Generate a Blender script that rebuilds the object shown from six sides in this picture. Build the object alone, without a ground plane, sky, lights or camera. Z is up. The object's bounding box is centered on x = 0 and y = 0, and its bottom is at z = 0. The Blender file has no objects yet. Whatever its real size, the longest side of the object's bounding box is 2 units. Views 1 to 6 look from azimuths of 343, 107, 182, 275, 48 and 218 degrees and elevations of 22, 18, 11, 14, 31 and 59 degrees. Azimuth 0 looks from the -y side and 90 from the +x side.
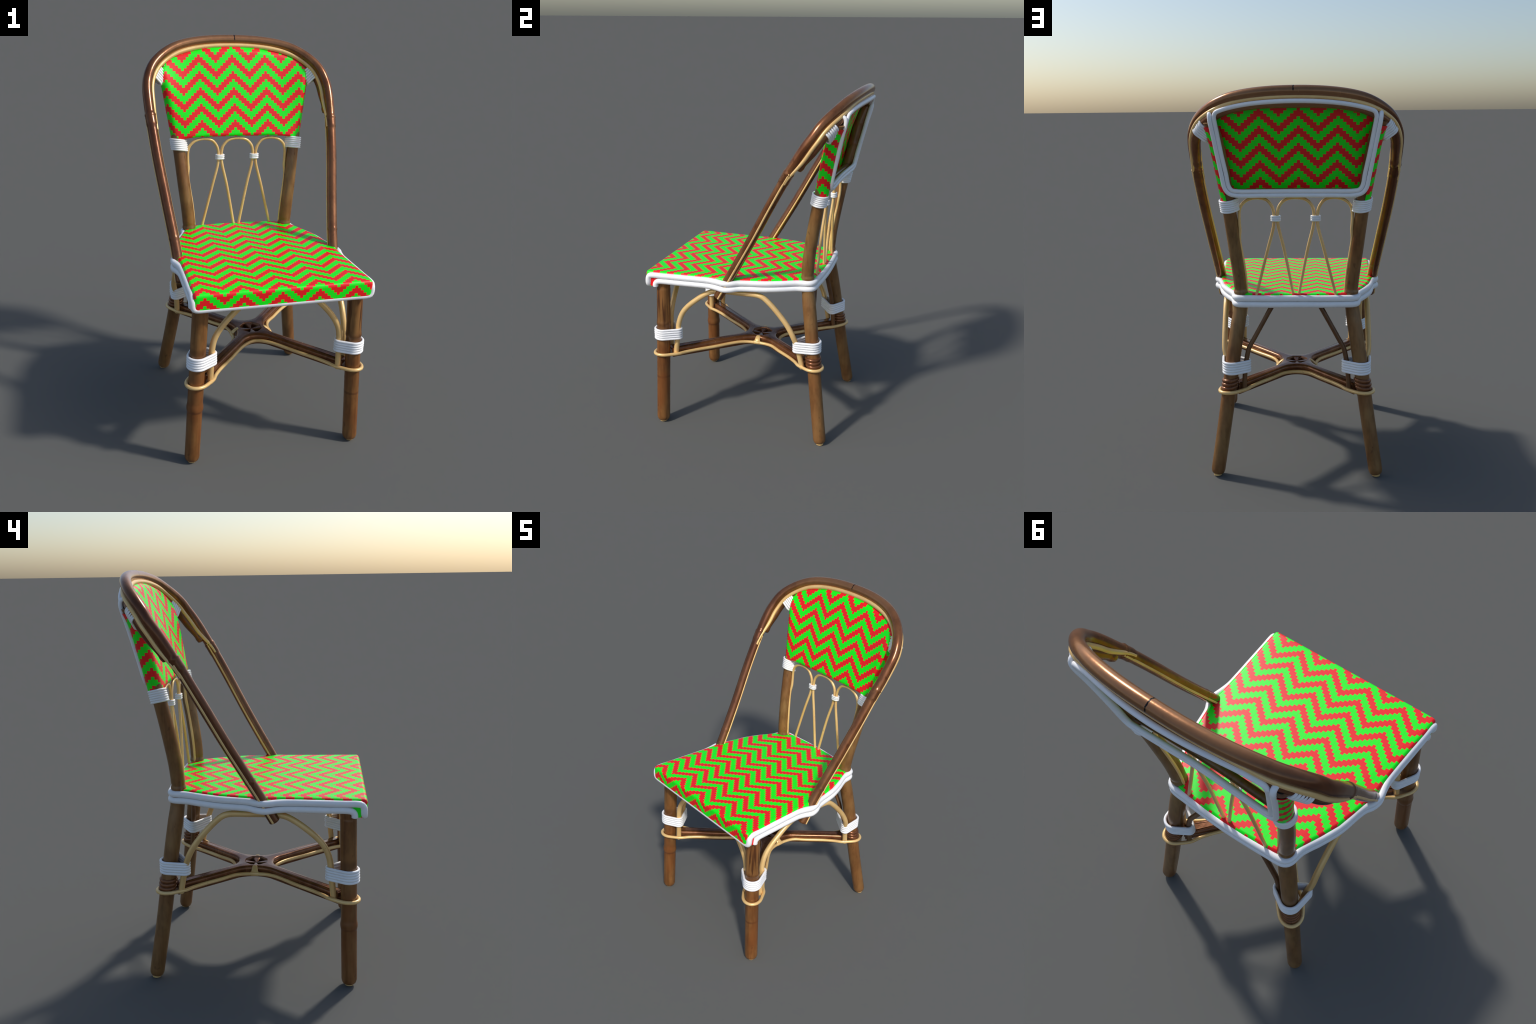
# A rattan bistro chair: bamboo legs and hoop back, zigzag woven seat and back panel,
# white bound edges, pale cane braces, lattice and stretcher outline.
import bpy, bmesh, math, random
from mathutils import Vector, Matrix

random.seed(7)
V = Vector

# ------------------------------------------------------------------ node helpers
class Nodes:
    def __init__(self, name):
        self.mat = bpy.data.materials.new(name)
        self.mat.use_nodes = True
        self.t = self.mat.node_tree
        self.bsdf = self.t.nodes["Principled BSDF"]
        self.co = self.t.nodes.new("ShaderNodeTexCoord").outputs["Object"]
        s = self.t.nodes.new("ShaderNodeSeparateXYZ")
        self.t.links.new(self.co, s.inputs[0])
        self.x, self.y, self.z = s.outputs

    def put(self, sock, val):
        if hasattr(val, "node"):
            self.t.links.new(val, sock)
        elif val is not None:
            sock.default_value = val

    def m(self, op, a, b=None, c=None):
        n = self.t.nodes.new("ShaderNodeMath")
        n.operation = op
        for i, v in enumerate((a, b, c)):
            self.put(n.inputs[i], v)
        return n.outputs[0]

    def mapped(self, scale, rot=(0, 0, 0)):
        n = self.t.nodes.new("ShaderNodeMapping")
        n.inputs["Scale"].default_value = scale
        n.inputs["Rotation"].default_value = rot
        self.put(n.inputs["Vector"], self.co)
        return n.outputs[0]

    def noise(self, vec, scale, detail=3.0, rough=0.5):
        n = self.t.nodes.new("ShaderNodeTexNoise")
        self.put(n.inputs["Vector"], vec)
        n.inputs["Scale"].default_value = scale
        n.inputs["Detail"].default_value = detail
        n.inputs["Roughness"].default_value = rough
        return n.outputs["Fac"]

    def ramp(self, fac, stops):
        n = self.t.nodes.new("ShaderNodeValToRGB")
        e = n.color_ramp.elements
        while len(e) < len(stops):
            e.new(0.5)
        for el, (p, c) in zip(e, stops):
            el.position = p
            el.color = (*c, 1) if len(c) == 3 else c
        self.put(n.inputs[0], fac)
        return n.outputs[0]

    def mix(self, fac, a, b, blend="MIX"):
        n = self.t.nodes.new("ShaderNodeMix")
        n.data_type, n.blend_type = "RGBA", blend
        self.put(n.inputs[0], fac)
        for sock, v in ((n.inputs[6], a), (n.inputs[7], b)):
            self.put(sock, (*v, 1) if isinstance(v, tuple) and len(v) == 3 else v)
        return n.outputs[2]

    def smooth(self, v, lo, hi):
        n = self.t.nodes.new("ShaderNodeMapRange")
        n.interpolation_type = "SMOOTHSTEP"
        self.put(n.inputs[0], v)
        n.inputs[1].default_value, n.inputs[2].default_value = lo, hi
        return n.outputs[0]

    def band(self, v, centre, half, soft):
        d = self.m("ABSOLUTE", self.m("SUBTRACT", v, centre))
        return self.m("SUBTRACT", 1.0, self.smooth(d, half, half + soft))

    def bump(self, height, strength, dist):
        n = self.t.nodes.new("ShaderNodeBump")
        n.inputs["Strength"].default_value = strength
        n.inputs["Distance"].default_value = dist
        self.put(n.inputs["Height"], height)
        self.put(self.bsdf.inputs["Normal"], n.outputs[0])

    def done(self, color, rough, coat=0.0, coat_rough=0.1, spec=0.5, metal=0.0):
        b = self.bsdf.inputs
        b["Metallic"].default_value = metal
        self.put(b["Base Color"], (*color, 1) if isinstance(color, tuple) else color)
        self.put(b["Roughness"], rough)
        b["Coat Weight"].default_value = coat
        b["Coat Roughness"].default_value = coat_rough
        b["Specular IOR Level"].default_value = spec
        return self.mat


# ------------------------------------------------------------------ materials
def bamboo(name, rot=(0, 0, 0), dark=(0.080, 0.026, 0.010), mid=(0.220, 0.090, 0.027), pale=(0.275, 0.155, 0.055),
           bands=(), streak=1.0, seam=False, metal=0.10, gloss=0.24, char=False):
    n = Nodes(name)
    big = n.noise(n.mapped((1, 1, 0.55), rot), 7.0, 2.0)
    fine = n.noise(n.mapped((20, 20, 1.3), rot), 3.0, 3.0, 0.55)
    col = n.ramp(big, [(0.30, mid), (0.52, tuple((a + b) / 2 for a, b in zip(mid, pale))), (0.72, pale)])
    streaks = n.ramp(fine, [(0.27, (0.22, 0.17, 0.14)), (0.45, (0.47, 0.46, 0.45)), (0.64, (0.60, 0.60, 0.60))])
    col = n.mix(0.42 * streak, col, streaks, "OVERLAY")
    mottle = n.ramp(n.noise(n.mapped((1, 1, 0.45), rot), 19.0, 4.0, 0.6), [(0.34, (0.62, 0.55, 0.50)), (0.55, (1.0, 1.0, 1.0))])
    col = n.mix(0.72, col, mottle, "MULTIPLY")
    spots = n.smooth(n.noise(n.mapped((1, 1, 0.6), rot), 42.0, 2.0), 0.66, 0.74)
    col = n.mix(n.m("MULTIPLY", spots, 0.45), col, dark)
    for axis, centre, half, soft, strength in bands:       # darker joints of the cane
        v = {"x": n.x, "y": n.y, "z": n.z}[axis]
        wob = n.m("MULTIPLY_ADD", n.noise(n.co, 60.0, 2.0), 0.012, n.m("SUBTRACT", v, 0.006))
        f = n.m("MULTIPLY", n.band(wob, centre, half, soft), strength)
        col = n.mix(f, col, dark)
    if char:                                              # scorched streaks high on one front leg
        zone = n.m("MULTIPLY", n.band(n.z, 0.74, 0.07, 0.08), n.smooth(n.x, 0.0, 0.1))
        lines = n.smooth(n.noise(n.mapped((26, 26, 1.6)), 2.0, 2.0), 0.52, 0.62)
        col = n.mix(n.m("MULTIPLY", n.m("MULTIPLY", zone, lines), 0.8), col, (0.055, 0.016, 0.006))
        red = n.m("MULTIPLY", n.smooth(n.noise(n.mapped((1, 1, 0.5)), 9.0, 2.0), 0.42, 0.62), n.band(n.z, 0.30, 0.10, 0.20))
        col = n.mix(n.m("MULTIPLY", red, 0.6), col, (0.20, 0.060, 0.014))
    if seam:
        col = n.mix(n.m("MULTIPLY", n.smooth(n.x, -0.25, -0.45), 0.45), col, (0.085, 0.028, 0.014))   # darker tone on the left arm
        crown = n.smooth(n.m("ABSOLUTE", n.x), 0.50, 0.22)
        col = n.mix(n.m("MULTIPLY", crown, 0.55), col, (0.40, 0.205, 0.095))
    if seam:                                              # black scarf joint at the crown of the hoop
        wob = n.m("MULTIPLY_ADD", n.noise(n.co, 160.0, 2.0), 0.008, n.x)
        near = n.band(wob, 0.012, 0.0022, 0.0014)
        upper = n.smooth(n.z, 1.970, 1.978)
        col = n.mix(n.m("MULTIPLY", near, upper), col, (0.006, 0.005, 0.006))
    n.bump(n.noise(n.mapped((20, 20, 2), rot), 6.0, 4.0), 0.06, 0.003)
    rough = n.m("MULTIPLY_ADD", fine, 0.14, gloss)
    return n.done(col, rough, 0.0, 0.12, 0.5, metal)


def cane_mat():
    n = Nodes("pale_cane")
    f = n.noise(n.mapped((1, 1, 0.7)), 9.0, 3.0)
    col = n.ramp(f, [(0.3, (0.80, 0.50, 0.195)), (0.55, (0.90, 0.595, 0.245)), (0.75, (0.94, 0.65, 0.295))])
    nick = n.smooth(n.noise(n.co, 55.0, 2.0), 0.70, 0.76)
    col = n.mix(n.m("MULTIPLY", nick, 0.35), col, (0.22, 0.11, 0.04))
    n.bump(n.noise(n.mapped((16, 16, 3)), 6.0, 3.0), 0.08, 0.003)
    return n.done(col, 0.34, 0.0, 0.15, 0.5, metal=0.22)


def white_mat():
    n = Nodes("white_binding")
    f = n.noise(n.co, 30.0, 3.0)
    col = n.ramp(f, [(0.3, (0.93, 0.93, 0.94)), (0.7, (0.98, 0.98, 0.985))])
    return n.done(col, 0.38, 0.1, 0.2)


GREEN, RED = (0.006, 0.92, 0.008), (0.90, 0.010, 0.014)
STEP = 6            # columns per half zigzag = rows per colour repeat


def zigzag(n, u, v):
    """u in columns, v in rows (top of a green peak at u=0 lies on v=0); returns a colour."""
    col = n.m("ROUND", u)
    tri = n.m("PINGPONG", col, float(STEP))                # 0 at a peak, 6 in a valley
    row = n.m("FLOOR", n.m("ADD", v, tri))
    band = n.m("FLOORED_MODULO", row, float(STEP))
    red = n.m("LESS_THAN", band, 2.5)                      # rows just above a green peak are red
    fu = n.m("FRACT", n.m("ADD", u, 0.5))
    fv = n.m("FRACT", n.m("MULTIPLY", v, 2.0))
    edge_u = n.band(fu, 0.0, 0.035, 0.03)
    edge_v = n.band(fv, 0.0, 0.06, 0.05)
    every = n.m("LESS_THAN", n.m("FLOORED_MODULO", col, 2.0), 0.5)
    g = n.mix(n.m("MULTIPLY", n.m("MULTIPLY", edge_u, every), 0.45), GREEN, (0.004, 0.55, 0.006))
    r = n.mix(n.m("MULTIPLY", edge_v, 0.16), RED, (0.50, 0.006, 0.008))
    return n.mix(red, g, r)


CELL_U = 0.01571
CELL_V = 0.01400


def seat_mat():
    n = Nodes("woven_seat")
    u = n.m("DIVIDE", n.m("ADD", n.x, 0.0185), CELL_U)
    back = n.m("ADD", n.y, 0.565)
    top = n.m("DIVIDE", n.m("MAXIMUM", back, 0.0), CELL_V)
    front = n.m("LESS_THAN", back, 0.0)
    fall = n.m("SUBTRACT", n.z, 0.961)
    bend = n.m("ADD", n.m("MINIMUM", back, 0.0), n.m("MAXIMUM", fall, -0.019))
    bend = n.m("DIVIDE", n.m("MULTIPLY", bend, front), 0.051 / 3)
    down = n.m("DIVIDE", n.m("MULTIPLY", n.m("MINIMUM", n.m("ADD", fall, 0.019), 0.0), front), 0.0136)
    v = n.m("ADD", n.m("ADD", top, bend), down)
    return n.done(zigzag(n, u, v), 0.42, 0.0, 0.2, 0.42)


PANEL_A, PANEL_B, PANEL_C = 0.17522, -0.25792, 0.35387      # front face  y = A z^2 + B z + C
POST_R = 0.039
# axis of each post behind the panel: x = x0 + k (z - 1.6) + c max(0, z - 1.7)^2, and the same for y
POST_X, POST_Y = (0.357, 0.163, 0.80), (0.427, 0.200, 1.10)
FLAT_TO = 0.24                                              # the panel is flat this far from its middle


def axis_at(table, z):
    return table[0] + table[1] * (z - 1.6) + table[2] * max(0.0, z - 1.7) ** 2


def panel_mat():
    n = Nodes("woven_back")
    late = n.m("MAXIMUM", n.m("SUBTRACT", n.z, 1.7), 0.0)
    late = n.m("MULTIPLY", late, late)
    dz = n.m("SUBTRACT", n.z, 1.6)
    px = n.m("MULTIPLY_ADD", late, POST_X[2], n.m("MULTIPLY_ADD", dz, POST_X[1], POST_X[0]))
    py = n.m("MULTIPLY_ADD", late, POST_Y[2], n.m("MULTIPLY_ADD", dz, POST_Y[1], POST_Y[0]))
    ax = n.m("ABSOLUTE", n.x)
    ang = n.m("ARCTAN2", n.m("MAXIMUM", n.m("SUBTRACT", ax, px), 0.0), n.m("SUBTRACT", py, n.y))
    ang = n.m("MULTIPLY", ang, n.m("GREATER_THAN", ax, px))
    w = n.m("MULTIPLY_ADD", ang, POST_R, n.m("MINIMUM", ax, px))
    w = n.m("MULTIPLY", w, n.m("SIGN", n.x))
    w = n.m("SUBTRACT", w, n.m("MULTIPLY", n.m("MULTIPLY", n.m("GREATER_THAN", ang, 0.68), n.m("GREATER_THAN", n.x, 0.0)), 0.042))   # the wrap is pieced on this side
    u = n.m("DIVIDE", n.m("ADD", w, 0.0155), 0.1894 / 12)
    v = n.m("DIVIDE", n.m("SUBTRACT", n.z, 1.519), 0.01403)
    return n.done(zigzag(n, u, v), 0.42, 0.0, 0.2, 0.42)


def plain(name, c, r):
    return Nodes(name).done(c, r)


M_LEG = bamboo("bamboo_leg", bands=[("z", 0.625, 0.006, 0.035, 0.0)])
M_FRONT = bamboo("bamboo_front_leg", bands=[("z", 0.30, 0.003, 0.006, 0.55), ("z", 0.62, 0.012, 0.03, 0.45), ("z", 0.40, 0.05, 0.05, 0.18)],
                 mid=(0.220, 0.082, 0.022), pale=(0.275, 0.138, 0.044), streak=1.6, char=True)
M_HOOP = bamboo("bamboo_hoop", rot=(math.radians(-33), 0, 0), dark=(0.06, 0.020, 0.009), mid=(0.190, 0.064, 0.025),
                pale=(0.285, 0.122, 0.049), bands=[("z", 1.565, 0.016, 0.008, 0.35)], streak=0.5, seam=True, metal=0.55, gloss=0.17)
M_STRETCH = bamboo("bamboo_stretcher", dark=(0.05, 0.016, 0.007), mid=(0.190, 0.070, 0.028), pale=(0.27, 0.115, 0.046), streak=0.5, metal=0.5, gloss=0.18)
M_BRACE = bamboo("bamboo_brace", mid=(0.15, 0.062, 0.022), pale=(0.20, 0.095, 0.036), streak=0.7)
M_CANE, M_WHITE, M_SEAT, M_PANEL = cane_mat(), white_mat(), seat_mat(), panel_mat()
M_HOLE = plain("hollow_core", (0.006, 0.004, 0.003), 0.9)


# ------------------------------------------------------------------ geometry helpers
chair = bpy.data.objects.new("bistro_chair", None)
bpy.context.scene.collection.objects.link(chair)
chair["label"] = "bamboo bistro chair with red and green zigzag woven seat"
chair["category"] = "chair"


def add(name, verts, faces, mat, parent=chair, angle=50, kind=None):
    me = bpy.data.meshes.new(name)
    me.from_pydata([tuple(v) for v in verts], [], faces)
    bm = bmesh.new()
    bm.from_mesh(me)
    bmesh.ops.recalc_face_normals(bm, faces=bm.faces)
    lim = math.radians(angle)
    for f in bm.faces:
        f.smooth = True
    for e in bm.edges:
        if len(e.link_faces) == 2 and e.calc_face_angle(0) > lim:
            e.smooth = False
    bm.to_mesh(me)
    bm.free()
    me.materials.append(mat)
    ob = bpy.data.objects.new(name, me)
    bpy.context.scene.collection.objects.link(ob)
    ob.parent = parent
    if kind:
        ob["kind"] = kind
    return ob


def spline(pts, closed=False, step=0.008):
    """Centripetal Catmull-Rom through the control points, resampled evenly."""
    P = [V(p) for p in pts]
    n = len(P)
    if not closed:
        P = [P[0] * 2 - P[1]] + P + [P[-1] * 2 - P[-2]]
    out = []
    for i in range(n if closed else n - 1):
        if closed:
            a, b, c, d = P[(i - 1) % n], P[i], P[(i + 1) % n], P[(i + 2) % n]
        else:
            a, b, c, d = P[i:i + 4]
        t1 = max((b - a).length, 1e-6) ** 0.5
        t2 = t1 + max((c - b).length, 1e-6) ** 0.5
        t3 = t2 + max((d - c).length, 1e-6) ** 0.5
        for k in range(14):
            t = t1 + (t2 - t1) * k / 14
            a1 = a * ((t1 - t) / t1) + b * (t / t1)
            a2 = b * ((t2 - t) / (t2 - t1)) + c * ((t - t1) / (t2 - t1))
            a3 = c * ((t3 - t) / (t3 - t2)) + d * ((t - t2) / (t3 - t2))
            b1 = a1 * ((t2 - t) / t2) + a2 * (t / t2)
            b2 = a2 * ((t3 - t) / (t3 - t1)) + a3 * ((t - t1) / (t3 - t1))
            out.append(b1 * ((t2 - t) / (t2 - t1)) + b2 * ((t - t1) / (t2 - t1)))
    out.append(P[0].copy() if closed else P[-2].copy())
    return resample(out, closed, step)


def resample(pts, closed, step):
    L = [0.0]
    for a, b in zip(pts[:-1], pts[1:]):
        L.append(L[-1] + (b - a).length)
    n = max(3, int(L[-1] / step))
    res, j = [], 0
    for i in range(n + (0 if closed else 1)):
        s = L[-1] * i / n
        while j < len(L) - 2 and L[j + 1] < s:
            j += 1
        f = (s - L[j]) / max(L[j + 1] - L[j], 1e-9)
        res.append(pts[j].lerp(pts[j + 1], min(1, f)))
    return res


def tangents(path, closed):
    n = len(path)
    T = []
    for i in range(n):
        a = path[(i - 1) % n] if closed or i else path[0]
        b = path[(i + 1) % n] if closed or i < n - 1 else path[-1]
        T.append((b - a).normalized())
    return T


def frames(path, closed, up=V((0.13, 0.31, 0.94))):
    T = tangents(path, closed)
    u = up - T[0] * up.dot(T[0])
    if u.length < 0.2:
        u = V((1, 0, 0)) - T[0] * T[0].x
    u.normalize()
    N = []
    for i, t in enumerate(T):
        u = (u - t * u.dot(t)).normalized()
        N.append(u)
    if closed:
        back = (N[-1] - T[0] * N[-1].dot(T[0])).normalized()
        ang = math.atan2(back.cross(N[0]).dot(T[0]), back.dot(N[0]))
        N = [Matrix.Rotation(ang * i / len(N), 3, T[i]) @ N[i] for i in range(len(N))]
    return T, N


def tube_data(path, radius, closed=False, seg=20, cap="round", section=None, up=V((0.13, 0.31, 0.94))):
    """Sweep a circle (or section(k) -> (a, b) scale) along a path; radius is a number or f(i, point, s in 0..1)."""
    T, N = frames(path, closed, up)
    verts, faces, rings = [], [], []

    def ring(c, t, u, r):
        b = t.cross(u)
        ids = []
        for k in range(seg):
            a = math.tau * k / seg
            ca, sa = (math.cos(a), math.sin(a)) if section is None else section(a)
            verts.append(c + u * (ca * r) + b * (sa * r))
            ids.append(len(verts) - 1)
        rings.append(ids)

    n = len(path)
    R = [radius(i, p, i / max(1, n - 1)) if callable(radius) else radius for i, p in enumerate(path)]
    if not closed and cap == "round":
        for f in (0.25, 0.65, 0.9):
            ring(path[0] - T[0] * (R[0] * 0.45 * (1 - f)), T[0], N[0], R[0] * math.sin(f * math.pi / 2))
    for i in range(n):
        ring(path[i], T[i], N[i], R[i])
    if not closed and cap == "round":
        for f in (0.9, 0.65, 0.25):
            ring(path[-1] + T[-1] * (R[-1] * 0.45 * (1 - f)), T[-1], N[-1], R[-1] * math.sin(f * math.pi / 2))
    m = len(rings)
    for i in range(m if closed else m - 1):
        a, b = rings[i], rings[(i + 1) % m]
        for k in range(seg):
            faces.append((a[k], a[(k + 1) % seg], b[(k + 1) % seg], b[k]))
    if not closed:
        faces.append(tuple(reversed(rings[0])))
        faces.append(tuple(rings[-1]))
    return verts, faces


def tube(name, path, radius, mat, parent=chair, **kw):
    v, f = tube_data(path, radius, **kw)
    return add(name, v, f, mat, parent)


def join_data(parts):
    verts, faces = [], []
    for v, f in parts:
        o = len(verts)
        verts += v
        faces += [tuple(i + o for i in q) for q in f]
    return verts, faces


def interp(table, x):
    if x <= table[0][0]:
        return table[0][1]
    for (a, va), (b, vb) in zip(table[:-1], table[1:]):
        if x <= b:
            f = (x - a) / (b - a)
            return va + (vb - va) * f
    return table[-1][1]


def flip(p):
    return V((-p[0], p[1], p[2]))


def hull(points):
    pts = sorted(set((round(p[0], 5), round(p[1], 5)) for p in points))

    def half(seq):
        h = []
        for p in seq:
            while len(h) > 1 and (h[-1][0] - h[-2][0]) * (p[1] - h[-2][1]) - (h[-1][1] - h[-2][1]) * (p[0] - h[-2][0]) <= 0:
                h.pop()
            h.append(p)
        return h
    return half(pts)[:-1] + half(pts[::-1])[:-1]


def lashing(name, circles, origin, ex, ey, ez, turns, pitch, r, parent=chair, wobble=0.0006, mat=None, seg=10, lean=0.0):
    """Strand wound `turns` times round a bundle of circles (x, y, radius) given in the plane (ex, ey)."""
    pts = []
    for x, y, cr in circles:
        for k in range(40):
            a = math.tau * k / 40
            pts.append((x + (cr + r) * math.cos(a), y + (cr + r) * math.sin(a)))
    h = [V((p[0], p[1], 0)) for p in hull(pts)]
    h.append(h[0].copy())
    loop = resample(h, True, 0.006)
    parts = []
    for t in range(turns):
        off = (t - (turns - 1) / 2) * pitch
        j = 1 + random.uniform(-1, 1) * wobble * 12
        tilt = random.uniform(-1, 1) * wobble * 8
        mid = sum((q for q in loop), V()) / len(loop)
        path = [origin + ex * (mid.x + (q.x - mid.x) * j) + ey * (mid.y + (q.y - mid.y) * j) + ez * (off + (q.x - mid.x) * (tilt + lean)) for q in loop]
        parts.append(tube_data(path, r, closed=True, seg=seg))
    v, f = join_data(parts)
    return add(name, v, f, mat or M_WHITE, parent)


X, Y, Z = V((1, 0, 0)), V((0, 1, 0)), V((0, 0, 1))

# ------------------------------------------------------------------ legs and posts
FRONT_FOOT, FRONT_TOP = V((0.4335, -0.5265, 0.010)), V((0.394, -0.509, 0.90))
POST = [(0.4155, 0.4435, 0.010), (0.372, 0.402, 0.30), (0.320, 0.353, 0.68), (0.290, 0.325, 0.88), (0.2845, 0.319, 0.955), (0.293, 0.325, 1.06),
        (0.310, 0.345, 1.20), (0.3345, 0.386, 1.42), (0.357, 0.427, 1.60), (0.377, 0.4525, 1.72), (0.396, 0.477, 1.80), (0.410, 0.494, 1.840)]


def front_axis(z):
    return FRONT_FOOT.lerp(FRONT_TOP, (z - FRONT_FOOT.z) / (FRONT_TOP.z - FRONT_FOOT.z))


def post_axis(z):
    t = [(p[2], p) for p in POST]
    for (a, pa), (b, pb) in zip(t[:-1], t[1:]):
        if z <= b:
            return V(pa).lerp(V(pb), (z - a) / (b - a))
    return V(POST[-1])


def nodes_on(z, nodes):
    """Swelling of the cane at its joints: (height, half length, swell)."""
    s = 0.0
    for zc, half, amount in nodes:
        d = abs(z - zc) / half
        if d < 1:
            s += amount * (0.5 + 0.5 * math.cos(math.pi * d))
    return s


def leg(name, path, nodes, r_of, mat, top_hollow=False):
    def rad(i, p, s):
        r = r_of(p.z) + nodes_on(p.z, nodes)
        if p.z < 0.032:                                     # worn, tapered foot
            r *= 0.74 + 0.26 * math.sqrt(max(0.0, (p.z - 0.010) / 0.022))
        return r
    ob = tube(name, path, rad, mat, seg=28, cap="flat")
    f = path[0]
    tube("foot_cap", [V((f.x, f.y, z)) for z in (0.0008, 0.002, 0.013)], lambda i, p, s: 0.0215 if i else 0.0195, M_CANE, ob, cap="flat")
    return ob


for side in (-1, 1):
    path = resample([V((side * p.x, p.y, p.z)) for p in (FRONT_FOOT, FRONT_TOP)], False, 0.006)
    nodes = [(0.316, 0.034, 0.0036), (0.293, 0.012, -0.0012)] if side < 0 else [(0.634, 0.020, 0.0022), (0.620, 0.008, -0.0012), (0.385, 0.006, 0.0008)]
    leg("front_leg", path, nodes + [(0.855, 0.012, -0.002)], lambda z: 0.0385 + 0.0015 * z, M_FRONT)

for side in (-1, 1):
    path = spline([(side * p[0], p[1], p[2]) for p in POST], step=0.006)
    nodes = [(0.962, 0.012, 0.003), (0.982, 0.010, -0.0015), (0.43, 0.006, 0.0015), (0.885, 0.012, 0.0010), (1.62, 0.016, 0.0018), (1.74, 0.016, 0.0018)]
    post = leg("back_post", path, nodes, lambda z: interp([(0, 0.0365), (0.4, 0.0375), (0.80, 0.0385), (0.89, 0.0350), (0.97, 0.0355), (1.42, 0.0335), (1.76, 0.0335), (1.84, 0.0305)], z), M_LEG)
    end = path[-1]
    axis = (path[-1] - path[-3]).normalized()
    tube("hollow_end", [end + axis * 0.0005, end + axis * 0.0014], 0.019, M_HOLE, post, cap="flat")

# ------------------------------------------------------------------ hoop of the back
HALF_HOOP = [(0.424, -0.162, 0.842), (0.431, -0.088, 0.971), (0.460, 0.048, 1.206), (0.487, 0.163, 1.417), (0.5015, 0.251, 1.573), (0.5065, 0.286, 1.630),
             (0.509, 0.319, 1.685), (0.5085, 0.353, 1.737), (0.502, 0.381, 1.776), (0.484, 0.411, 1.822), (0.455, 0.443, 1.861), (0.398, 0.484, 1.904),
             (0.333, 0.513, 1.935), (0.259, 0.534, 1.954), (0.147, 0.551, 1.968)]
hoop_pts = [V(p) for p in HALF_HOOP] + [V((0.0, 0.557, 1.9730))] + [flip(p) for p in reversed(HALF_HOOP)]
hoop_path = spline(hoop_pts, step=0.007)


def hoop_radius(i, p, s):
    r = 0.0268
    zc = 1.566 if p.x > 0 else 1.590
    d = p.z - zc
    if abs(d) < 0.024:                                      # sleeve-like joint
        r += 0.0022
    r += nodes_on(p.z, [(zc + 0.026, 0.010, 0.0022), (zc - 0.026, 0.009, 0.0018)])
    return r + nodes_on(p.z, [(1.035, 0.012, 0.0014), (1.028, 0.008, -0.0008)])


tube("back_hoop", hoop_path, hoop_radius, M_HOOP, seg=28)

hoop_T = tangents(hoop_path, False)


def hoop_frame(i):
    """T along the hoop, B towards the second cane (behind on the arms, below at the crown), N inwards / forwards."""
    t, p = hoop_T[i], hoop_path[i]
    w = abs(t.x) ** 1.5
    sgn = 1 if p.x > 0 else -1
    b = V((-sgn * 0.42 * (1 - w) * min(1, abs(p.x) / 0.2), 0.76 * (1 - w) - 0.06 * w, -0.50 * (1 - w) - 1.0 * w))
    b = (b - t * b.dot(t)).normalized()
    return t, b, t.cross(b)


def hoop_offset(lo, db, dn):
    out = []
    for i, p in enumerate(hoop_path):
        zmin = lo
        if p.z >= zmin:
            t, b, nn = hoop_frame(i)
            k_b = db(p) if callable(db) else db
            k_n = dn(p) if callable(dn) else dn
            out.append(p + b * k_b + nn * k_n)
    for _ in range(4):                                      # ease the frame blending
        out = [out[0]] + [(a + b * 2 + c) / 4 for a, b, c in zip(out[:-2], out[1:-1], out[2:])] + [out[-1]]
    return resample(out, False, 0.007)


def ease(v, lo, hi):
    t = max(0.0, min(1.0, (v - lo) / (hi - lo)))
    return t * t * (3 - 2 * t)


inner = hoop_offset(1.622, lambda p: 0.033 + 0.013 * ease(p.z, 1.63, 1.74) + 0.008 * (1 - min(1, abs(p.x) / 0.40)), 0.0)
tube("hoop_lining", inner, lambda i, p, s: 0.0195 + 0.005 * ease(min(s, 1 - s), 0.0, 0.09) + nodes_on(min(s, 1 - s), [(0.012, 0.014, 0.0030)]), M_HOOP, seg=24)
for side in (1, -1):                                        # pale cane filling the groove on both sides
    strand = hoop_offset(1.535, lambda p: 0.002 + 0.026 * ease(p.z, 1.55, 1.70) + (0.003 if side > 0 else -0.002) * ease(-abs(p.x), -0.44, -0.25), lambda p: side * (0.0235 - 0.0045 * ease(p.z, 1.56, 1.68) - (0.009 * ease(-abs(p.x), -0.44, -0.25) if side < 0 else 0)))
    tube("groove_cane", strand, lambda i, p, s: 0.0072 + 0.0040 * ease(min(s, 1 - s), 0.0, 0.10) + (0.0018 if side > 0 else 0.0005) * ease(-abs(p.x), -0.44, -0.25), M_CANE, seg=14)
for arm in (1, -1):
    for side in (1, -1):
        pts = []
        for i, p in enumerate(hoop_path):
            if p.x * arm > 0 and p.z < 1.60:
                t = hoop_T[i]
                back = V((0, 0.80, -0.6))
                back = (back - t * back.dot(t)).normalized()
                nn = t.cross(back)
                pts.append(p + nn * (side * 0.0238) + back * 0.0075)
        tube("cane_strip", resample(pts, False, 0.012), 0.0058, M_CANE, seg=10)

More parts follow.
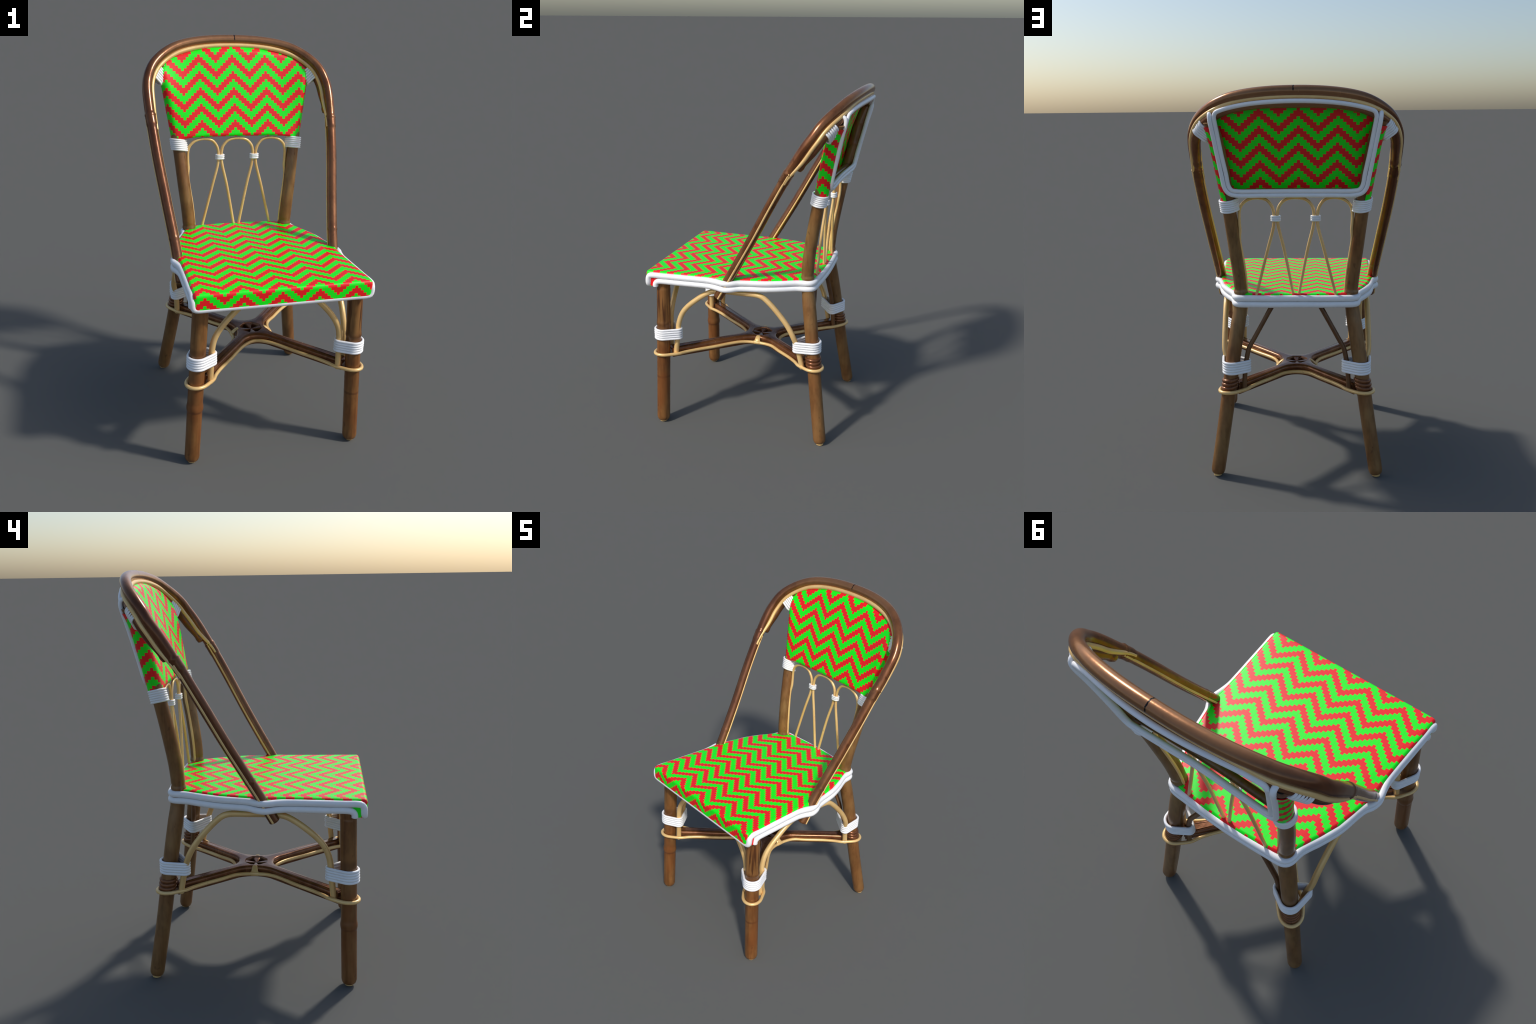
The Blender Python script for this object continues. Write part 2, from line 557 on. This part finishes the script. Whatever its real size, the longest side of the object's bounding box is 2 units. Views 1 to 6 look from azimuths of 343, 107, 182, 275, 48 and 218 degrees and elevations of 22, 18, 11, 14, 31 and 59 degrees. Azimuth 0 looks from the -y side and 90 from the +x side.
# ------------------------------------------------------------------ seat
HALF_SEAT = [(0.0, -0.597), (0.20, -0.597), (0.40, -0.597), (0.434, -0.5968), (0.4445, -0.5925), (0.4490, -0.584), (0.4495, -0.565), (0.4475, -0.50), (0.442, -0.40), (0.437, -0.27), (0.435, -0.18),
             (0.438, -0.12), (0.428, -0.05), (0.415, 0.02), (0.398, 0.10), (0.363, 0.19), (0.332, 0.258), (0.313, 0.300), (0.290, 0.343), (0.250, 0.356),
             (0.20, 0.361), (0.10, 0.370), (0.0, 0.3735)]
outline = [V((x, y, 0)) for x, y in HALF_SEAT] + [V((-x, y, 0)) for x, y in reversed(HALF_SEAT[1:-1])]
outline.append(outline[0].copy())
loop = resample(outline, True, 0.004)
for _ in range(2):
    n_ = len(loop)
    loop = [(loop[i - 1] + loop[i] * 4 + loop[(i + 1) % n_]) / 6 for i in range(n_)]


def seat_mesh():
    n = len(loop)
    T = tangents(loop, True)
    N = [V((-t.y, t.x, 0)) for t in T]                      # inward (loop runs counter-clockwise)
    for _ in range(10):
        N = [(N[i - 1] + N[i] * 2 + N[(i + 1) % n]).normalized() for i in range(n)]
    top = 0.9610
    prof = [(0.030, 0.0), (0.002, 0.0)] + [(0.0, k / 6) for k in range(0, 7)]              # inset, share of the wall height
    arc = [a * math.pi / 20 for a in range(1, 11)]
    verts, faces = [], []

    def wall(p):
        """radius of the rolled edge and height of the lower edge, at the front and at the bound sides"""
        f = ease(-p.y, 0.535, 0.552)
        return 0.019 + 0.002 * f, 0.899 - 0.0265 * f
    for d, share in prof:
        for p, nn in zip(loop, N):
            r, low = wall(p)
            tuck = 0.009 * (1 - ease(-p.y, 0.535, 0.552)) if share < 1 else 0.0      # hidden behind the binding
            q = p + nn * (d + tuck)
            verts.append(V((q.x, q.y, low + (top - r - low) * share)))
    for a in arc:
        for p, nn in zip(loop, N):
            r, low = wall(p)
            q = p + nn * (0.0170 * (1 - math.cos(a)))
            verts.append(V((q.x, q.y, top - r + r * math.sin(a))))
    prof = prof + arc
    for j in range(len(prof) - 1):
        for i in range(n):
            faces.append((j * n + i, j * n + (i + 1) % n, (j + 1) * n + (i + 1) % n, (j + 1) * n + i))
    faces.append(tuple(range(n))[::-1])
    faces.append(tuple(range((len(prof) - 1) * n, len(prof) * n)))
    return verts, faces


v, f = seat_mesh()
add("seat", v, f, M_SEAT, angle=75)

EDGE = [(0.4440, -0.50), (0.4400, -0.40), (0.4345, -0.26), (0.4345, -0.212), (0.4420, -0.166), (0.4525, -0.120), (0.4455, -0.080), (0.4270, -0.044),
        (0.4165, -0.005), (0.3965, 0.098), (0.3620, 0.190), (0.3380, 0.240), (0.3250, 0.272), (0.3200, 0.300), (0.3170, 0.325), (0.3085, 0.344), (0.2920, 0.3555), (0.2660, 0.3600),
        (0.225, 0.3615), (0.15, 0.3660)]


def edge_z(z, y, dip):
    return z - dip * math.exp(-((y + 0.115) / 0.05) ** 2)


upper_half = [(0.20, -0.5818, 0.8770), (0.36, -0.5818, 0.8770), (0.424, -0.5818, 0.8774), (0.4410, -0.5814, 0.8825), (0.4468, -0.5805, 0.897), (0.4472, -0.579, 0.918),
              (0.4475, -0.571, 0.9330), (0.4465, -0.550, 0.9370)] + [(x, y, edge_z(0.9365, y, 0.003)) for x, y in EDGE]
upper = [V((0, -0.5818, 0.8770))] + [V(p) for p in upper_half] + [V((0, 0.371, 0.9385))] + [flip(p) for p in reversed(upper_half)]
tube("seat_edge_binding", spline(upper, closed=True, step=0.009), 0.0162, M_WHITE, closed=True, seg=18)
lower_half = [(0.4440, -0.5375, 0.872), (0.4445, -0.5365, 0.887), (0.4445, -0.526, 0.899), (0.4443, -0.512, 0.9030)] + [(x, y, edge_z(0.9035, y, 0.0060)) for x, y in EDGE[1:]]
low = [V(p) for p in lower_half] + [V((0, 0.371, 0.9055))] + [flip(p) for p in reversed(lower_half)]
tube("seat_edge_binding", spline(low, step=0.009), 0.0162, M_WHITE, seg=18)

# ------------------------------------------------------------------ woven back panel
TOP_EDGE = [(0.0, 1.944), (0.13, 1.938), (0.26, 1.921), (0.36, 1.898), (0.40, 1.880), (0.425, 1.855), (0.50, 1.82)]


def panel_mesh(shift=0.0):
    S = [i / 40 for i in range(-40, 41)]                    # flat front, then round each post
    A = [math.pi * k / 14 for k in range(1, 14)]
    cols = [("arc", -1, a) for a in reversed(A)] + [("flat", 0, s) for s in S] + [("arc", 1, a) for a in A]
    rows = 56
    verts, faces = [], []
    for kind, sg, q in cols:
        if kind == "flat":
            zb, zt = 1.4715 - 0.004 * q * q - 0.0185 * q ** 8, interp(TOP_EDGE, abs(q) * 0.428)
        else:
            zb = 1.4490 - 0.005 * min(1, q / 0.8)
            zt = 1.853 - 0.045 * min(1, q / 1.3)
        for j in range(rows + 1):
            t = j / rows
            z = zb + (zt - zb) * t
            yc = PANEL_A * z * z + PANEL_B * z + PANEL_C
            px, py = axis_at(POST_X, min(z, 1.872)), axis_at(POST_Y, min(z, 1.872))
            r = POST_R - shift
            if kind == "flat":
                x = q * px
                w = max(0.0, (abs(x) - FLAT_TO) / (px - FLAT_TO)) ** 1.6
                y = yc + (py - POST_R - yc) * min(1, w) + shift
            else:
                x, y = sg * (px + r * math.sin(q)), py - r * math.cos(q)
            roll = max(0.0, 1 - (zt - z) / 0.034)            # edge rolls back over the lining of the hoop
            y += 0.026 * roll ** 2.2 * (1 if kind == "flat" else 0)
            under = max(0.0, 1 - (z - zb) / 0.012)
            y += 0.008 * under * under * (1 if kind == "flat" else 0)
            verts.append(V((x, y, z)))
    n = rows + 1
    for c in range(len(cols) - 1):
        for j in range(rows):
            faces.append((c * n + j, (c + 1) * n + j, (c + 1) * n + j + 1, c * n + j + 1))
    return verts, faces, n, len(cols)


def closed_panel():
    a, fa, n, c = panel_mesh(0.0)
    b, fb, _, _ = panel_mesh(0.0035)
    o = len(a)
    faces = fa + [tuple(i + o for i in reversed(q)) for q in fb]
    rim = [k * n for k in range(c)] + [(c - 1) * n + j for j in range(1, n)] + [k * n + n - 1 for k in range(c - 2, -1, -1)] + [j for j in range(n - 2, 0, -1)]
    for i, p in enumerate(rim):
        q = rim[(i + 1) % len(rim)]
        faces.append((p, q, q + o, p + o))
    return a + b, faces


v, f = closed_panel()
add("backrest_panel", v, f, M_PANEL, angle=60)
tube("panel_rail", spline([(-0.34, 0.405, 1.487), (0, 0.398, 1.490), (0.34, 0.405, 1.487)]), 0.017, M_LEG, seg=16)

# white frame at the back of the panel: an inner closed loop and an outer open one
IN_HALF = [(0.0, 0.436, 1.496), (0.16, 0.440, 1.496), (0.285, 0.444, 1.497), (0.312, 0.446, 1.503), (0.326, 0.449, 1.522), (0.337, 0.462, 1.585), (0.355, 0.485, 1.68),
           (0.3715, 0.507, 1.78), (0.380, 0.521, 1.835), (0.3815, 0.528, 1.858), (0.373, 0.532, 1.876), (0.345, 0.538, 1.888), (0.30, 0.546, 1.900),
           (0.22, 0.562, 1.914), (0.12, 0.577, 1.923)]
inner_loop = [V(p) for p in IN_HALF] + [V((0, 0.5835, 1.9265))] + [flip(p) for p in reversed(IN_HALF[1:])]
tube("panel_binding", spline(inner_loop, closed=True, step=0.008), 0.0108, M_WHITE, closed=True, seg=14)
OUT_HALF = [(0.16, 0.4395, 1.475), (0.290, 0.443, 1.476), (0.325, 0.446, 1.486), (0.345, 0.450, 1.511), (0.357, 0.462, 1.570), (0.374, 0.484, 1.67),
            (0.390, 0.507, 1.765), (0.4000, 0.523, 1.825), (0.4030, 0.526, 1.851), (0.4040, 0.520, 1.867), (0.4045, 0.505, 1.873)]
outer = [V(p) for p in reversed(OUT_HALF)] + [V((0, 0.4355, 1.475))] + [flip(p) for p in OUT_HALF]
tube("panel_binding", spline(outer, step=0.008), 0.0108, M_WHITE, seg=14)

# ------------------------------------------------------------------ lashings
for side in (-1, 1):
    # round the posts below the panel
    c = post_axis(1.4235)
    d = (post_axis(1.46) - post_axis(1.39)).normalized()
    ex = (X * side - d * d.dot(X * side)).normalized()
    ey = d.cross(ex)
    lashing("post_lashing", [(0, 0, 0.0345), (-0.030, 0.0, 0.012)], V((side * c.x, c.y, c.z)), ex, ey, V((side * d.x, d.y, d.z)) if side < 0 else d, 6, 0.0108, 0.0058)

for side in (-1, 1):
    # hoop lining tied to the top of each post
    cand = [(i, p) for i, p in enumerate(inner) if p.x * side > 0.2 and p.z < 1.9]
    for want, k in ((1.808, 0),):
        i = min(cand, key=lambda q: abs(q[1].z - want))[0]
        p = inner[i]
        t = (inner[i + 2] - inner[i - 2]).normalized()
        if t.z < 0:
            t = -t
        tie = post_axis(1.80)
        to = V((side * tie.x, tie.y, tie.z)) - p
        to = (to - t * to.dot(t)).normalized()
        lashing("hoop_lashing", [(0.007, 0, 0.0200), (0.048, 0, 0.013)], p, to, t.cross(to), t, 6, 0.0128, 0.0062, wobble=0.0030)

BRACE_R = 0.0152
FRONT_BRACE_Y = -0.500
for side in (-1, 1):
    z = 0.572
    c = front_axis(z)
    lashing("leg_lashing", [(side * c.x, c.y, 0.040), (side * 0.337, FRONT_BRACE_Y, BRACE_R), (side * 0.392, -0.432, BRACE_R)], V((0, 0, z)), X, Y, Z, 5, 0.0136, 0.0072)
    c = post_axis(z)
    lashing("leg_lashing", [(side * c.x, c.y, 0.0385), (side * 0.263, 0.352, 0.013), (side * 0.365, 0.288, BRACE_R)], V((0, 0, z)), X, Y, Z, 5, 0.0136, 0.0072)
    # brown winding just above the rear cane ring
    parts = []
    for k in range(3):
        zz = 0.466 + 0.0195 * k
        p = post_axis(zz)
        d = (post_axis(zz + 0.02) - post_axis(zz - 0.02)).normalized()
        ring = [V((side * p.x, p.y, zz)) + Matrix.Rotation(0.13 * side, 3, "Y") @ (V((math.cos(a), math.sin(a), 0)) * 0.0345) for a in [math.tau * i / 36 for i in range(36)]]
        parts.append(tube_data(ring, 0.0118, closed=True, seg=14))
    v, f = join_data(parts)
    add("leg_winding", v, f, M_STRETCH)

# ------------------------------------------------------------------ lattice under the panel
def lattice_y(z):
    return interp([(0.94, 0.350), (1.20, 0.362), (1.35, 0.374), (1.46, 0.374)], z)


def on_lattice(pts):
    return [V((x, lattice_y(z), z)) for x, z in pts]


side_arch = [(0.2835, 1.33), (0.2825, 1.39), (0.272, 1.420), (0.245, 1.445), (0.197, 1.457), (0.147, 1.447), (0.120, 1.416), (0.1105, 1.385),
             (0.1085, 1.353), (0.1120, 1.310), (0.142, 1.195), (0.205, 0.945)]
for side in (1, -1):
    run = [post_axis(z) + V((-0.0305 if z > 1.1 else -0.0325, 0.006, 0)) for z in (0.945, 1.02, 1.10, 1.18, 1.25)]
    run.append(V((0.2815, 0.368, 1.295)))
    tube("lattice_cane", spline([V((p.x * side, p.y, p.z)) for p in run + on_lattice(side_arch)]), 0.0079, M_CANE, seg=12)
mid_half = [(0.0125, 0.945), (0.060, 1.195), (0.0870, 1.310), (0.0920, 1.353), (0.0905, 1.385), (0.082, 1.416), (0.052, 1.447)]
mid = mid_half + [(0, 1.457)] + [(-x, z) for x, z in reversed(mid_half)]
tube("lattice_cane", spline(on_lattice(mid)), 0.0079, M_CANE, seg=12)
for side in (1, -1):
    lashing("lattice_lashing", [(0.0085, 0, 0.0079), (-0.0085, 0, 0.0079)], V((side * 0.1003, lattice_y(1.353), 1.353)), X, Y, Z, 3, 0.0098, 0.0053)

# ------------------------------------------------------------------ braces under the seat
for side in (-1, 1):
    pts = [(0.398, -0.446, 0.435), (0.392, -0.432, 0.57), (0.388, -0.425, 0.635), (0.386, -0.405, 0.692), (0.387, -0.372, 0.738), (0.389, -0.314, 0.790), (0.390, -0.246, 0.838),
           (0.391, -0.205, 0.857), (0.392, -0.14, 0.864), (0.390, -0.03, 0.864), (0.388, 0.055, 0.862), (0.387, 0.088, 0.852), (0.386, 0.130, 0.818), (0.385, 0.205, 0.734), (0.384, 0.240, 0.684),
           (0.382, 0.266, 0.632), (0.365, 0.288, 0.560), (0.352, 0.315, 0.435)]
    tube("side_brace", spline([(x * side, y, z) for x, y, z in pts]), BRACE_R, M_CANE, seg=16)
front_half = [(0.339, -0.502, 0.435), (0.3365, FRONT_BRACE_Y, 0.56), (0.334, -0.500, 0.610), (0.326, -0.500, 0.662), (0.308, -0.500, 0.705), (0.274, -0.500, 0.755), (0.228, -0.500, 0.806),
              (0.190, -0.500, 0.842), (0.150, -0.500, 0.860)]
arch = [V(p) for p in front_half] + [V((0, -0.5, 0.864))] + [flip(p) for p in reversed(front_half)]
tube("front_brace", spline(arch), BRACE_R, M_CANE, seg=16)
for side in (-1, 1):
    pts = [(0.276, 0.362, 0.440), (0.266, 0.352, 0.57), (0.258, 0.349, 0.620), (0.247, 0.345, 0.665), (0.215, 0.340, 0.725), (0.133, 0.330, 0.873), (0.120, 0.328, 0.895)]
    tube("rear_brace", spline([(x * side, y, z) for x, y, z in pts]), 0.0128, M_BRACE, seg=14)

# ------------------------------------------------------------------ crossed stretcher
RING_Z = 0.446
HUB = V((0, -0.034, 0.445))
corners = []
for sx, sy in ((-1, -1), (1, -1), (1, 1), (-1, 1)):         # counter-clockwise seen from above
    a = front_axis(RING_Z) if sy < 0 else post_axis(RING_Z)
    corners.append(V((sx * a.x, a.y, RING_Z)))


def slab(a):                                                # flattened top, rounded flanks
    c, s = math.cos(a), math.sin(a)
    e = 0.62
    return (math.copysign(abs(c) ** e, c) * 0.98, math.copysign(abs(s) ** e, s) * 0.94)


ARM_W = 0.0305


def cross_outline():
    """Plan of the crossed stretcher: four arms of even width with rounded inner corners."""
    pts = []
    for k, c in enumerate(corners):
        d, e = HUB - c, HUB - corners[(k + 1) % 4]
        d.z = e.z = 0
        d.normalize()
        e.normalize()
        nd, ne = V((-d.y, d.x, 0)), V((-e.y, e.x, 0))
        here, hub0 = V((c.x, c.y, 0)), V((HUB.x, HUB.y, 0))
        pts += [here + d * 0.045 + nd * ARM_W, here + d * 0.045 - nd * ARM_W]
        p0, p2 = hub0 - d * 0.135 - nd * ARM_W, hub0 - e * 0.135 + ne * ARM_W
        p1 = hub0 - (d + e).normalized() * (0.070 if k % 2 == 0 else 0.062)
        pts += [p0 * (1 - t) ** 2 + p1 * (2 * t * (1 - t)) + p2 * t ** 2 for t in [i / 14 for i in range(15)]]
    pts.append(pts[0].copy())
    return pts


def stretcher_mesh():
    ring = resample(cross_outline(), True, 0.010)
    n = len(ring)
    T = tangents(ring, True)
    N = [V((-t.y, t.x, 0)) for t in T]
    area = sum(a.x * b.y - b.x * a.y for a, b in zip(ring, ring[1:] + ring[:1]))
    if area < 0:
        N = [-q for q in N]
    lowz, topz = 0.414, 0.4745
    prof = [(0.010, lowz), (0.004, lowz + 0.002), (0.0015, lowz + 0.008), (0.0022, lowz + 0.020), (0.0032, lowz + 0.028), (0.0015, lowz + 0.034),
            (0.0, lowz + 0.042), (0.001, topz - 0.010), (0.004, topz - 0.005), (0.009, topz - 0.0015), (0.014, topz)]
    bm = bmesh.new()
    rows = []
    for d, z in prof:
        rows.append([bm.verts.new((p.x + q.x * d, p.y + q.y * d, z)) for p, q in zip(ring, N)])
    for r0, r1 in zip(rows[:-1], rows[1:]):
        for i in range(n):
            bm.faces.new((r0[i], r0[(i + 1) % n], r1[(i + 1) % n], r1[i]))
    # the plan is star-shaped about the hub, so the top is bridged to a sunk eight-sided eye
    eye = []
    for r, z in ((0.062, topz), (0.059, topz - 0.004), (0.055, topz - 0.034)):
        loop_ = []
        for v in rows[-1]:
            a = math.atan2(v.co.y - HUB.y, v.co.x - HUB.x)
            o = 0.97 / max(0.924, math.cos((a + math.pi / 8) % (math.pi / 4) - math.pi / 8))
            loop_.append(bm.verts.new((HUB.x + r * o * math.cos(a), HUB.y + r * o * math.sin(a), z)))
        eye.append(loop_)
    for r0, r1 in zip([rows[-1]] + eye[:-1], eye):
        for i in range(n):
            bm.faces.new((r0[i], r0[(i + 1) % n], r1[(i + 1) % n], r1[i]))
    floor_, under = bm.verts.new((HUB.x, HUB.y, topz - 0.034)), bm.verts.new((HUB.x, HUB.y, lowz))
    for i in range(n):
        bm.faces.new((eye[-1][i], eye[-1][(i + 1) % n], floor_))
        bm.faces.new((rows[0][(i + 1) % n], rows[0][i], under))
    bm.verts.index_update()
    verts = [v.co.copy() for v in bm.verts]
    faces = [tuple(v.index for v in f.verts) for f in bm.faces]
    bm.free()
    return verts, faces


v, f = stretcher_mesh()
stretch = add("stretcher", v, f, M_STRETCH, angle=40)
for k in range(4):                                          # four wedges meeting in the middle of the hub
    a = math.pi / 2 * k + 0.03
    d, s = V((math.cos(a), math.sin(a), 0)), V((-math.sin(a), math.cos(a), 0))
    c = V((HUB.x, HUB.y, 0))
    top = [(0.003, 0.0030, 0.463), (0.058, 0.021, 0.470)]
    verts = []
    for r, w, z in top:
        for sg, zz in ((-1, 0.440), (-1, z - 0.004), (-0.6, z), (0.6, z), (1, z - 0.004), (1, 0.440)):
            verts.append(c + d * r + s * (w * sg) + Z * zz)
    n6 = 6
    faces = [(i, i + 1, n6 + i + 1, n6 + i) for i in range(5)] + [tuple(range(6))[::-1], tuple(range(6, 12)), (0, 6, 11, 5)]
    add("hub_wedge", verts, faces, M_STRETCH, stretch, angle=30)

# pale cane running along every arm, round every leg and across the inner corners, in one closed line
U = [(0.300, 0.0365, 0.441), (0.185, 0.0375, 0.442), (0.120, 0.046, 0.444), (0.076, 0.0575, 0.446), (0.032, 0.0555, 0.447), (-0.014, 0.0475, 0.448), (-0.040, 0.028, 0.448)]
cane = []
for k, c in enumerate(corners):
    d = HUB - c
    d.z = 0
    d.normalize()
    nrm = V((-d.y, d.x, 0))                                  # left of the direction towards the hub
    here = V((c.x, c.y, 0))
    for a, w, z in U:
        cane.append(here + d * a + nrm * w + Z * z)
    cane.append(here - d * 0.050 + Z * 0.448)
    for a, w, z in reversed(U):
        cane.append(here + d * a - nrm * w + Z * z)
    e = HUB - corners[(k + 1) % 4]
    e.z = 0
    e.normalize()
    out = -(d + e).normalized()
    reach = {0: 0.102, 1: 0.108, 2: 0.114, 3: 0.108}[k]
    hub0 = V((HUB.x, HUB.y, 0))
    cane.append(hub0 - d * 0.150 - nrm * 0.0375 + Z * 0.4415)
    cane.append(hub0 + out * reach + Z * 0.440)
    cane.append(hub0 - e * 0.150 + V((-e.y, e.x, 0)) * 0.0375 + Z * 0.4415)
order = cane
tube("stretcher_cane", spline(order, closed=True, step=0.006), 0.0095, M_CANE, stretch, closed=True, seg=12)
for side in (1, -1):                                        # short bindings where the cane turns beside the hub
    c = V((side * 0.107, HUB.y, 0.441))
    tube("cane_binding", [c + Y * (-0.021), c + Y * -0.018, c + Y * 0.018, c + Y * 0.021], lambda i, p, s: 0.0122 if 0 < i < 3 else 0.0105, M_CANE, stretch, seg=14)
    lip = [c + V((side * 0.004, 0, 0.000)), c + V((-side * 0.006, 0, 0.014)), c + V((-side * 0.021, 0, 0.027)), c + V((-side * 0.030, 0, 0.0315))]
    tube("cane_binding", spline(lip, step=0.004), lambda i, p, s: 0.0195 - 0.007 * s, M_CANE, stretch, seg=16,
         section=lambda a: (math.cos(a), 0.30 * math.sin(a)), up=Y)

bpy.context.view_layer.update()
